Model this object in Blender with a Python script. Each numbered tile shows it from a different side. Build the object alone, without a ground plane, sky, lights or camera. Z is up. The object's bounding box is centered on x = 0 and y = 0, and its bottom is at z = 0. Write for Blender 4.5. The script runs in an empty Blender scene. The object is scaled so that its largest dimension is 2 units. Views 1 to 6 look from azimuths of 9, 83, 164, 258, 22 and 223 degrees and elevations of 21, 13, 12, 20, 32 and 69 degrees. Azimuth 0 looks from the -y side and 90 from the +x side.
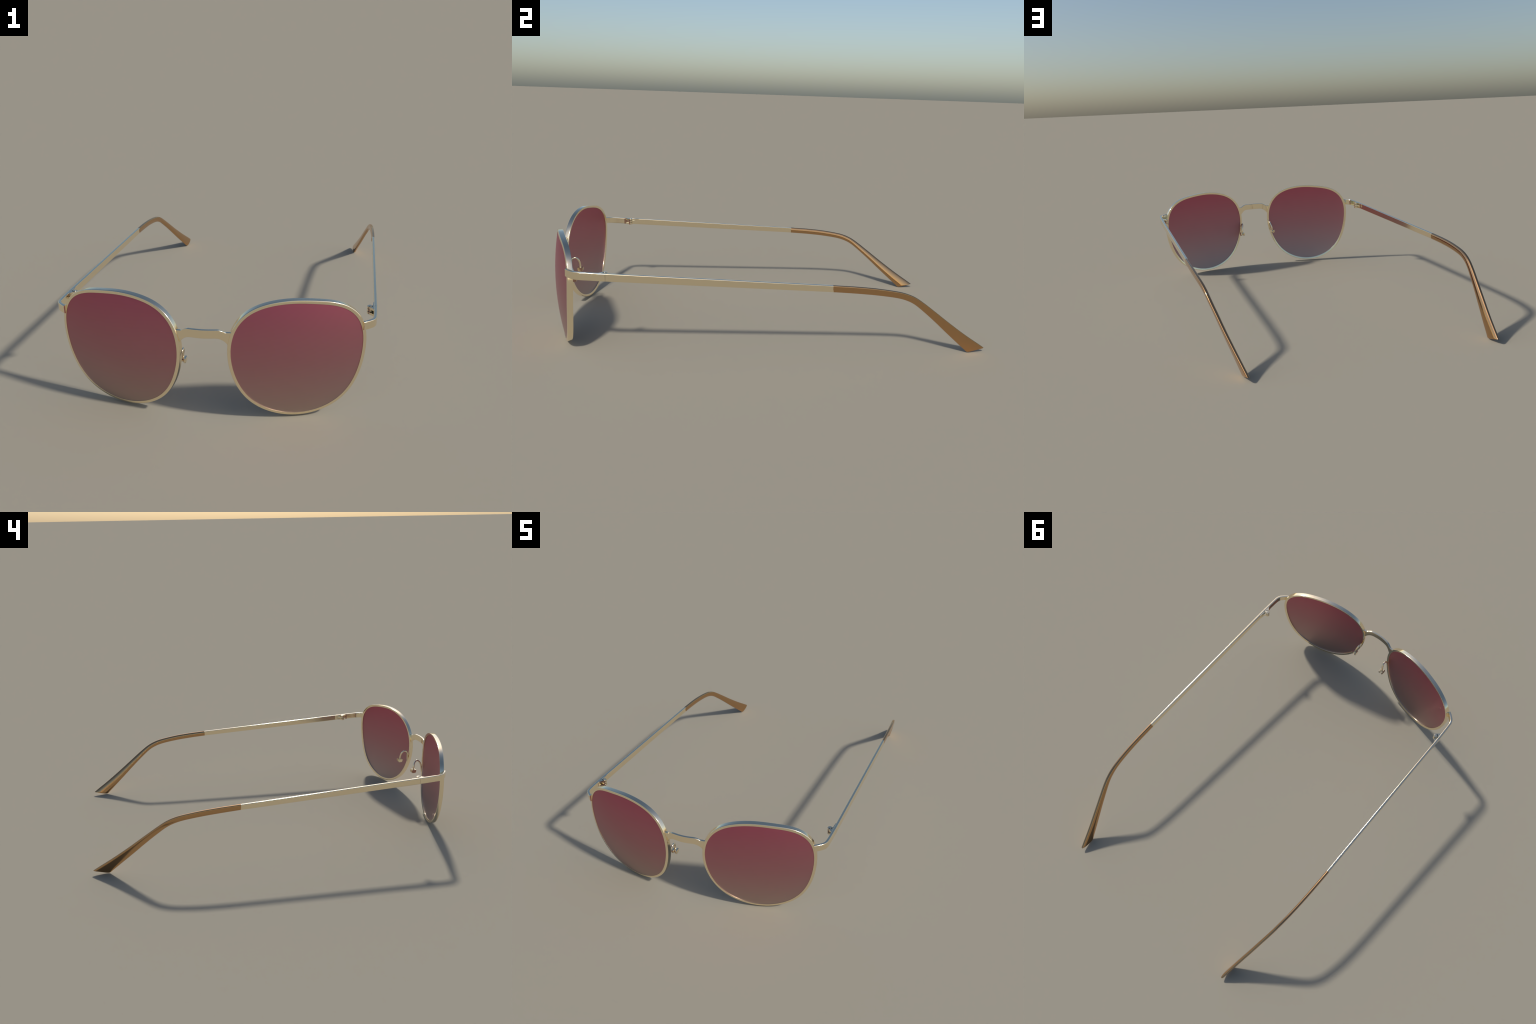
# Round metal-framed sunglasses, built part by part from profiles and sweeps.
import bpy, bmesh, math
from mathutils import Vector, Matrix

# ------------------------------------------------------------------ helpers
def new_mesh(name, verts, faces, mat, parent=None, smooth_angle=50.0):
    me = bpy.data.meshes.new(name)
    me.from_pydata([tuple(v) for v in verts], [], faces)
    bm = bmesh.new(); bm.from_mesh(me)
    bmesh.ops.remove_doubles(bm, verts=bm.verts, dist=1e-6)
    bmesh.ops.recalc_face_normals(bm, faces=bm.faces)
    bm.to_mesh(me); bm.free()
    for p in me.polygons: p.use_smooth = True
    me.set_sharp_from_angle(angle=math.radians(smooth_angle))
    me.materials.append(mat)
    ob = bpy.data.objects.new(name, me)
    bpy.context.scene.collection.objects.link(ob)
    if parent is not None: ob.parent = parent
    crisp(ob)
    return ob

def crisp(ob):
    """flat faces keep flat shading, chamfers carry the rounding"""
    m = ob.modifiers.new("weighted_normals", "WEIGHTED_NORMAL")
    m.mode = "FACE_AREA"; m.weight = 90; m.keep_sharp = True

def mirrored(ob, parent):
    """The same part on the other side of the nose (x -> -x), as its own mesh."""
    me = ob.data.copy()
    me.transform(Matrix.Scale(-1, 4, Vector((1, 0, 0))))
    me.flip_normals()
    c = bpy.data.objects.new(ob.name, me)
    bpy.context.scene.collection.objects.link(c)
    c.parent = parent
    crisp(c)
    return c

def spline(pts, n):
    """Catmull-Rom (centripetal) through control points -> about n samples."""
    pts = [Vector(p) for p in pts]
    dim = len(pts[0])
    P = [pts[0]*2 - pts[1]] + pts + [pts[-1]*2 - pts[-2]]
    L = [(pts[i+1]-pts[i]).length for i in range(len(pts)-1)]
    tot = sum(L); out = []
    for i in range(len(pts)-1):
        p0, p1, p2, p3 = P[i:i+4]
        t0 = 0.0
        t1 = t0 + max((p1-p0).length, 1e-9)**.5
        t2 = t1 + max((p2-p1).length, 1e-9)**.5
        t3 = t2 + max((p3-p2).length, 1e-9)**.5
        m = max(1, round(n*L[i]/tot))
        for k in range(m):
            t = t1 + (t2-t1)*k/m
            a1 = p0*((t1-t)/(t1-t0)) + p1*((t-t0)/(t1-t0))
            a2 = p1*((t2-t)/(t2-t1)) + p2*((t-t1)/(t2-t1))
            a3 = p2*((t3-t)/(t3-t2)) + p3*((t-t2)/(t3-t2))
            b1 = a1*((t2-t)/(t2-t0)) + a2*((t-t0)/(t2-t0))
            b2 = a2*((t3-t)/(t3-t1)) + a3*((t-t1)/(t3-t1))
            out.append(b1*((t2-t)/(t2-t1)) + b2*((t-t1)/(t2-t1)))
    out.append(pts[-1])
    return out

def lerp_table(table, x):
    if x <= table[0][0]: return table[0][1]
    for (x0, y0), (x1, y1) in zip(table, table[1:]):
        if x <= x1: return y0 + (y1-y0)*(x-x0)/(x1-x0)
    return table[-1][1]

def round_rect(w, h, r, seg=3):
    """Closed outline of a w x h rectangle with rounded corners."""
    out = []
    for cx, cy, a0 in ((w/2-r, h/2-r, 0), (-w/2+r, h/2-r, 90), (-w/2+r, -h/2+r, 180), (w/2-r, -h/2+r, 270)):
        for k in range(seg+1):
            a = math.radians(a0 + 90*k/seg)
            out.append((cx + r*math.cos(a), cy + r*math.sin(a)))
    return out

def loft(rings, closed=False):
    """Quads between successive equal-length rings; ends capped if open."""
    n = len(rings[0]); V = [v for r in rings for v in r]; F = []
    m = len(rings)
    for i in range(m if closed else m-1):
        j = (i+1) % m
        for k in range(n):
            l = (k+1) % n
            F.append((i*n+k, i*n+l, j*n+l, j*n+k))
    if not closed:
        F.append(tuple(range(n-1, -1, -1)))
        F.append(tuple((m-1)*n+k for k in range(n)))
    return V, F

def join_geo(*geos):
    V, F = [], []
    for v, f in geos:
        o = len(V); V += list(v); F += [tuple(i+o for i in q) for q in f]
    return V, F

def prism(outline, axis_a, axis_b, axis_n, origin, depth, bevel=0.0015):
    """Extruded 2-D outline (a, b) along n by +-depth/2 with a small chamfer."""
    A, B, N, O = map(Vector, (axis_a, axis_b, axis_n, origin))
    c = (sum(p[0] for p in outline)/len(outline), sum(p[1] for p in outline)/len(outline))
    size = max(max(abs(p[0]-c[0]) for p in outline), max(abs(p[1]-c[1]) for p in outline))
    s = 1 - bevel/size
    rings = []
    for sc, d in ((s, -depth/2), (1, -depth/2+bevel), (1, depth/2-bevel), (s, depth/2)):
        rings.append([O + A*(c[0]+(p[0]-c[0])*sc) + B*(c[1]+(p[1]-c[1])*sc) + N*d for p in outline])
    return loft(rings)

def circle(r, n=28, cx=0, cy=0):
    return [(cx+r*math.cos(2*math.pi*k/n), cy+r*math.sin(2*math.pi*k/n)) for k in range(n)]

# ---------------------------------------------------------------- materials
def metal(name, col, rough, grain):
    m = bpy.data.materials.new(name); m.use_nodes = True
    nt = m.node_tree; b = nt.nodes["Principled BSDF"]
    b.inputs["Metallic"].default_value = 1.0
    tc = nt.nodes.new("ShaderNodeTexCoord")
    no = nt.nodes.new("ShaderNodeTexNoise"); no.inputs["Scale"].default_value = 60; no.inputs["Detail"].default_value = 3
    nt.links.new(tc.outputs["Object"], no.inputs["Vector"])
    cr = nt.nodes.new("ShaderNodeValToRGB")
    cr.color_ramp.elements[0].position = .3; cr.color_ramp.elements[1].position = .7
    cr.color_ramp.elements[0].color = (*[c*(1-grain) for c in col], 1)
    cr.color_ramp.elements[1].color = (*[min(1, c*(1+grain)) for c in col], 1)
    nt.links.new(no.outputs["Fac"], cr.inputs["Fac"])
    nt.links.new(cr.outputs["Color"], b.inputs["Base Color"])
    b.inputs["Roughness"].default_value = rough
    return m

GOLD = metal("pale_gold_metal", (0.98, 0.85, 0.615), 0.12, 0.004)
BROWN = metal("brown_lacquered_tip", (0.57, 0.34, 0.168), 0.09, 0.004)

def lens_material():
    m = bpy.data.materials.new("gradient_tinted_lens"); m.use_nodes = True
    nt = m.node_tree; b = nt.nodes["Principled BSDF"]
    tc = nt.nodes.new("ShaderNodeTexCoord")
    sep = nt.nodes.new("ShaderNodeSeparateXYZ")
    nt.links.new(tc.outputs["Object"], sep.inputs[0])
    mr = nt.nodes.new("ShaderNodeMapRange")
    mr.inputs["From Min"].default_value = 0.0; mr.inputs["From Max"].default_value = 0.5
    nt.links.new(sep.outputs["Z"], mr.inputs["Value"])
    cr = nt.nodes.new("ShaderNodeValToRGB")
    e = cr.color_ramp.elements
    e[0].position = 0.05; e[0].color = LENS_LOW
    e[1].position = 0.95; e[1].color = LENS_HIGH
    mid = e.new(0.5); mid.color = LENS_MID
    nt.links.new(mr.outputs["Result"], cr.inputs["Fac"])
    nt.links.new(cr.outputs["Color"], b.inputs["Base Color"])
    b.inputs["Metallic"].default_value = 1.0      # mirror-tinted coating
    b.inputs["Roughness"].default_value = 0.46
    return m
LENS_LOW = (0.45, 0.345, 0.325, 1)
LENS_MID = (0.475, 0.225, 0.25, 1)
LENS_HIGH = (0.51, 0.138, 0.195, 1)
LENS = lens_material()

# -------------------------------------------------------------- thing (root)
glasses = bpy.data.objects.new("sunglasses", None)
bpy.context.scene.collection.objects.link(glasses)
glasses["label"] = "round gold metal sunglasses with rose gradient lenses and brown tips"
glasses["category"] = "sunglasses"

front = bpy.data.objects.new("front_frame", None)
bpy.context.scene.collection.objects.link(front); front.parent = glasses

# ------------------------------------------------- lens outline and curvature
CX, CZ, Y0 = 0.3459, 0.2643, -0.9497
WRAP, TILT = 0.2476, -0.0209          # slope of the lens plane sideways / upwards
K1, K2, K3, K4 = 0.4441, 0.4506, 0.0132, 0.3356
R0 = 0.2433
HARM = {2: (0.0027, 0.0008), 3: (-0.0004, 0.0107), 4: (-0.0060, 0.0009), 5: (-0.0011, 0.0001),
        6: (-0.0009, -0.0004), 7: (0.0, -0.0006), 8: (0.0004, -0.0001)}
NRM = Vector((-WRAP, 1, -TILT)).normalized()     # direction "back through the lens"

def radius(t):
    return R0 + sum(a*math.cos(n*t)+b*math.sin(n*t) for n, (a, b) in HARM.items())

def surface(u, w):
    return Vector((CX+u, Y0 + WRAP*u + TILT*w + K1*u*u + K2*w*w + K3*u*w + K4*u**3, CZ+w))

def outline2d(t):
    """point and outward unit normal of the inner rim outline, in (u, w)"""
    r = radius(t); d = 1e-4
    p = (r*math.cos(t), r*math.sin(t))
    a = (radius(t-d)*math.cos(t-d), radius(t-d)*math.sin(t-d))
    b = (radius(t+d)*math.cos(t+d), radius(t+d)*math.sin(t+d))
    tx, tw = b[0]-a[0], b[1]-a[1]; l = math.hypot(tx, tw)
    return p, (tw/l, -tx/l)

RIM_W, RIM_D = 0.0124, 0.0228
def rim_geo(n=240):
    rings = []
    bo, bi = 0.0024, 0.0008
    for i in range(n):
        t = 2*math.pi*i/n
        (u, w), (nu, nw) = outline2d(t)
        def at(off, depth): return surface(u+nu*off, w+nw*off) + NRM*depth
        W, D = RIM_W, RIM_D
        prof = [(0, bi), (bi*.3, bi*.3), (bi, 0), (W-bo, 0), (W-bo*.3, bo*.3), (W, bo),
                (W, D-bo), (W-bo*.3, D-bo*.3), (W-bo, D), (bi, D), (bi*.3, D-bi*.3), (0, D-bi)]
        rings.append([at(o, d) for o, d in prof])
    return loft(rings, closed=True)

def lens_geo(n=120, m=28):
    V, F = [], []
    front_off, thick, belly = 0.0018, 0.0160, 0.0050   # belly: lens is a little thicker in the middle
    for side, off in ((0, front_off), (1, front_off+thick)):
        base = len(V)
        V.append(surface(0, 0)+NRM*(off+side*belly))
        for j in range(1, m+1):
            for i in range(n):
                t = 2*math.pi*i/n
                (u, w), (nu, nw) = outline2d(t)
                s = j/m
                u2, w2 = (u+nu*.003)*s, (w+nw*.003)*s
                V.append(surface(u2, w2)+NRM*(off+side*belly*(1-s*s)))
        for i in range(n):
            F.append((base, base+1+i, base+1+(i+1) % n))
        for j in range(m-1):
            for i in range(n):
                a = base+1+j*n; k = (i+1) % n
                F.append((a+i, a+n+i, a+n+k, a+k))
    N = 1+m*n
    for i in range(n):
        k = (i+1) % n
        F.append((N-n+i, 2*N-n+i, 2*N-n+k, N-n+k))
    return V, F

rim = new_mesh("rim", *rim_geo(), GOLD, front)
lens = new_mesh("lens", *lens_geo(), LENS, front)
mirrored(rim, front); mirrored(lens, front)

# ------------------------------------------------------------------- bridge
# x, y (centre), top z, bottom z for one half; mirrored to the other half
BR = [(-0.0905, -0.9768, 0.3815, 0.3300), (-0.083, -0.9790, 0.3825, 0.3405),
      (-0.072, -0.9830, 0.3890, 0.3515), (-0.060, -0.9868, 0.3945, 0.3585), (-0.048, -0.9895, 0.3957, 0.3610),
      (-0.025, -0.9930, 0.3962, 0.3612)]
BR = BR + [(0.0, -0.9945, 0.3963, 0.3610)] + [(-x, y, a, b) for x, y, a, b in reversed(BR)]
def spline4(pts, n):
    xy = spline([(p[0], p[1], p[2]) for p in pts], n)
    xb = spline([(p[0], p[1], p[3]) for p in pts], n)
    return xy, xb
top, bot = spline4(BR, 80)
m = min(len(top), len(bot))
def resample(P, n):
    L = [0.0]
    for a, b in zip(P, P[1:]): L.append(L[-1]+abs(b.x-a.x))
    out = []; k = 0
    for i in range(n):
        s = L[-1]*i/(n-1)
        while k < len(L)-2 and L[k+1] < s: k += 1
        f = (s-L[k])/max(L[k+1]-L[k], 1e-9)
        out.append(P[k].lerp(P[k+1], min(1, f)))
    return out
top, bot = resample(top, 81), resample(bot, 81)
rings = []
for i in range(81):
    j0, j1 = max(0, i-1), min(80, i+1)
    tan = (top[j1]-top[j0]); tan.z = 0; tan.normalize()
    side = Vector((-tan.y, tan.x, 0))
    h = top[i].z-bot[i].z; mid = (top[i].z+bot[i].z)/2
    c = Vector((top[i].x, top[i].y, mid))
    rings.append([c + side*a + Vector((0, 0, 1))*b for a, b in round_rect(0.0105, h, 0.0022)])
# the ends are cut to the curve of the rims: every end vertex runs into the middle of the rim
def rim_middle(z):
    best = None
    for k in range(200):
        t = math.radians(110 + 140*k/199)
        (u, w), (nu, nw) = outline2d(t)
        q = surface(u+nu*RIM_W*.55, w+nw*RIM_W*.55)
        if best is None or abs(q.z-z) < abs(best.z-z): best = q
    return best + NRM*RIM_D*0.42
for sx, ring, order in ((-1, rings[0], 0), (1, rings[-1], 1)):
    new = []
    for v in ring:
        q = rim_middle(v.z)
        off = v.y - (bot[0].y if order == 0 else bot[-1].y)
        new.append(Vector((sx*q.x, q.y + off, v.z)))
    if order == 0: rings.insert(0, new)
    else: rings.append(new)
new_mesh("bridge", *loft(rings), GOLD, front)

# ------------------------------------------------------- end pieces and hinge
# strip section: local width across thickness, height vertical
def strip(path, tops, heights, thick, r):
    rings = []
    n = len(path)
    for i in range(n):
        a, b = path[max(0, i-1)], path[min(n-1, i+1)]
        t = Vector((b[0]-a[0], b[1]-a[1], 0)).normalized()
        side = Vector((t.y, -t.x, 0))
        zt, h = tops[i], heights[i]
        c = Vector((path[i][0], path[i][1], zt-h/2))
        rings.append([c + side*p + Vector((0, 0, 1))*q for p, q in round_rect(thick, h, r)])
    return loft(rings)

TH = 0.0130                      # strip thickness
def xm(y):                       # centre of the temple in plan: opens slightly to the back
    return 0.6330 + (y+0.695)*0.0058
XM = xm(-0.695)
XO = XM + TH/2
EP = spline([(0.5850, -0.8580, 0), (0.5980, -0.8490, 0), (0.6110, -0.8370, 0), (0.6195, -0.8280, 0), (0.6250, -0.8180, 0),
             (0.6285, -0.8060, 0), (0.6300, -0.7900, 0), (0.6312, -0.7600, 0), (XM, -0.6955, 0)], 60)
ztop = lambda y: 0.3425 - 0.0480*(y-0.256) if y > -0.8 else 0.3425 + 0.0480*1.056 + (-0.8-y)*0.06
zh = lambda y: 0.0292 + (0.256-y)*0.0042
ep = strip([(p.x, p.y) for p in EP], [ztop(p.y) for p in EP], [zh(p.y) for p in EP], TH, 0.0032)

# hinge: three barrels on a vertical pin, leaves to either side
HX, HY = 0.6110, -0.6985
HZ0, HZ1 = 0.3560, 0.3880
hh = (HZ1-HZ0)
X, Y, Z = (1, 0, 0), (0, 1, 0), (0, 0, 1)
def barrel(z0, z1, r=0.0115):
    return prism(circle(r), X, Y, Z, (HX, HY, (z0+z1)/2), z1-z0, 0.0010)
def gusset(z0, z1, ys):
    o = [(HX-0.004, HY+0.0105*ys), (HX+0.004, HY-0.004*ys), (XO-TH+0.001, HY-0.003*ys), (XO-TH+0.001, HY+0.036*ys), (XO-TH-0.0035, HY+0.026*ys)]
    return prism(o, X, Y, Z, (0, 0, (z0+z1)/2), z1-z0, 0.0008)
third = hh/3; gap = 0.0013
front_leaf = join_geo(barrel(HZ0, HZ0+third-gap), barrel(HZ1-third+gap, HZ1),
                      gusset(HZ0, HZ0+third-gap, -1), gusset(HZ1-third+gap, HZ1, -1),
                      prism([(XO-TH-0.004, -0.704), (XO-TH+0.001, -0.704), (XO-TH+0.001, -0.735), (XO-TH-0.002, -0.735)], X, Y, Z, (0, 0, (HZ0+HZ1)/2), hh*0.98, .0006))
screw = join_geo(prism(circle(0.0072), X, Y, Z, (HX, HY, HZ1+0.0006), 0.0030, 0.0010),
                 prism(circle(0.0050), X, Y, Z, (HX, HY, HZ0-0.0004), 0.0016, 0.0006))
back_leaf = join_geo(barrel(HZ0+third, HZ1-third), gusset(HZ0+third, HZ1-third, 1),
                     prism([(XO-TH-0.0045, -0.693), (XO-TH+0.001, -0.6925), (XO-TH+0.001, -0.652), (XO-TH-0.002, -0.656)], X, Y, Z, (0, 0, (HZ0+HZ1)/2-.001), hh*0.9, .0008))

end_piece = new_mesh("end_piece", *ep, GOLD, front)
hf = new_mesh("hinge_leaf", *front_leaf, GOLD, end_piece)
sc = new_mesh("hinge_screw", *screw, GOLD, end_piece)
e2 = mirrored(end_piece, front); mirrored(hf, e2); mirrored(sc, e2)

# -------------------------------------------------------------- nose pad arms
wire = spline([(0.1035, -0.9640, 0.2060), (0.1022, -0.9615, 0.2250), (0.0990, -0.9588, 0.2450), (0.0955, -0.9535, 0.2630),
               (0.0930, -0.9440, 0.2745), (0.0920, -0.9335, 0.2775), (0.0930, -0.9235, 0.2725),
               (0.0965, -0.9150, 0.2580), (0.1000, -0.9115, 0.2400), (0.1018, -0.9103, 0.2200)], 60)
def tube(path, rad):
    rings = []; n = len(path); prev = None
    for i in range(n):
        t = (path[min(n-1, i+1)]-path[max(0, i-1)]).normalized()
        if prev is None:
            a = t.cross(Vector((1, 0, 0))).normalized()
        else:
            a = (prev - t*prev.dot(t)).normalized()
        prev = a; b = t.cross(a)
        r = rad(i/(n-1))
        rings.append([path[i] + a*r*math.cos(2*math.pi*k/14) + b*r*math.sin(2*math.pi*k/14) for k in range(14)])
    return loft(rings)
arm_geo = tube(wire, lambda s: 0.0047)
arm = new_mesh("nose_pad_arm", *arm_geo, GOLD, front)
# clip that would hold the pad: two D-shaped cheeks joined by a core
def cheek(x):
    o = [(-0.0138, 0.0095), (0.0138, 0.0095), (0.0145, 0.002), (0.0132, -0.0065), (0.0088, -0.0110), (-0.0088, -0.0110), (-0.0132, -0.0065), (-0.0145, 0.002)]
    return prism(o, Y, Z, X, (x, -0.9100, 0.2170), 0.0085, 0.0014)
BX = 0.1015
clip_geo = join_geo(cheek(BX-0.0090), cheek(BX+0.0085), prism(circle(0.0080, 20), Y, Z, X, (BX, -0.9100, 0.2165), 0.014, 0.0008))
clip = new_mesh("pad_clip", *clip_geo, GOLD, arm)
a2 = mirrored(arm, front); mirrored(clip, a2)

# ------------------------------------------------------------------- temples
temple = bpy.data.objects.new("temple", None)
bpy.context.scene.collection.objects.link(temple); temple.parent = glasses
ys = [-0.6948 + (0.2565+0.6948)*i/40 for i in range(41)]
arm_t = strip([(xm(y), y) for y in ys], [ztop(y) for y in ys], [zh(y) for y in ys], TH, 0.0032)
temple_bar = new_mesh("temple_bar", *arm_t, GOLD, temple)
hb = new_mesh("hinge_leaf", *back_leaf, GOLD, temple)

# brown tip: upper and lower edge of the side profile (y, z) and plan x(y)
UP = [(0.2545, 0.3430), (0.300, 0.3405), (0.360, 0.3368), (0.442, 0.3292), (0.526, 0.3168), (0.578, 0.3050), (0.625, 0.2855),
      (0.670, 0.2563), (0.729, 0.2124), (0.8105, 0.1505), (0.8945, 0.0898), (0.9700, 0.0395), (0.9935, 0.0235)]
LO = [(0.2545, 0.3125), (0.300, 0.3098), (0.363, 0.3054), (0.445, 0.2978), (0.529, 0.2860), (0.580, 0.2728), (0.624, 0.2515),
      (0.6735, 0.2135), (0.734, 0.1620), (0.797, 0.1053), (0.862, 0.0480), (0.9020, 0.0130), (0.9130, 0.0030)]
PLAN = [(0.25, 0.6383), (0.36, 0.6378), (0.44, 0.6360), (0.526, 0.6318), (0.578, 0.6275), (0.625, 0.6215), (0.67, 0.6150), (0.729, 0.6015),
        (0.81, 0.5838), (0.894, 0.5638), (1.0, 0.5405), (1.06, 0.5270)]
def smooth_plan(y):
    return sum(lerp_table(PLAN, y+d) for d in (-.03, -.015, 0, .015, .03))/5
N = 90
def arc_resample(P, n):
    L = [0.0]
    for a, b in zip(P, P[1:]): L.append(L[-1]+(b-a).length)
    out = []; k = 0
    for i in range(n):
        s = L[-1]*i/(n-1)
        while k < len(L)-2 and L[k+1] < s: k += 1
        out.append(P[k].lerp(P[k+1], min(1, (s-L[k])/max(L[k+1]-L[k], 1e-9))))
    return out
def param_spline(P, per=10):
    """spline with the same number of samples per control interval (keeps UP and LO paired)"""
    P = [Vector((0, y, z)) for y, z in P]; out = []
    Q = [P[0]*2-P[1]] + P + [P[-1]*2-P[-2]]
    for i in range(len(P)-1):
        p0, p1, p2, p3 = Q[i:i+4]
        for k in range(per):
            t = k/per
            out.append(0.5*((2*p1) + (p2-p0)*t + (2*p0-5*p1+4*p2-p3)*t*t + (3*p1-p0-3*p2+p3)*t**3))
    out.append(P[-1]); return out
up, lo = param_spline(UP), param_spline(LO)
def super_section(n=40):
    """flat outer side (a > 0), crowned inner side (a < 0)"""
    out = []
    for k in range(n):
        a = 2*math.pi*k/n
        c, s = math.cos(a), math.sin(a)
        e = 4.0 if c > 0 else 2.3
        out.append((math.copysign(abs(c)**(2/e), c), math.copysign(abs(s)**(2/e), s)))
    return out
SEC = super_section()
rings = []
ntip = len(up)
def upper_z(y): return lerp_table(UP, y)
def tip_x(y, z):
    """plan position of a point below the upper edge: the flat of the tip is carried
    along the bend, so lower points take the x of the path further back"""
    g = max(0.0, upper_z(y)-z)
    slope = (upper_z(y-.02)-upper_z(y+.02))/.04
    phi = math.atan(max(0.0, slope))
    return smooth_plan(y + 1.5*g*math.sin(phi)*math.cos(phi)) - 0.05*g
def tip_ring(u, l, thick, shrink=1.0):
    ring = []
    for a, b in SEC:
        p = (u+l)/2 + (u-l)/2*b*shrink
        ring.append(Vector((tip_x(p.y, p.z) + a*thick/2*shrink, p.y, p.z)))
    return ring
for i in range(ntip):
    s = i/(ntip-1)
    rings.append(tip_ring(up[i], lo[i], 0.0158 + 0.0014*min(1, s*2)))
# rounded end beyond the last pair: tip corners (0.923, 0.0) and (0.998, 0.0205)
for u, l, f in (((0.9975, 0.0205), (0.9185, 0.0005), .98), ((0.9985, 0.0192), (0.9215, 0.0002), .92), ((0.9970, 0.0182), (0.9260, 0.0005), .75)):
    rings.append(tip_ring(Vector((0, *u)), Vector((0, *l)), 0.0172*f))
tip = new_mesh("temple_tip", *loft(rings), BROWN, temple, smooth_angle=50)

t2 = bpy.data.objects.new("temple", None)
bpy.context.scene.collection.objects.link(t2); t2.parent = glasses
for o in (temple_bar, hb, tip): mirrored(o, t2)
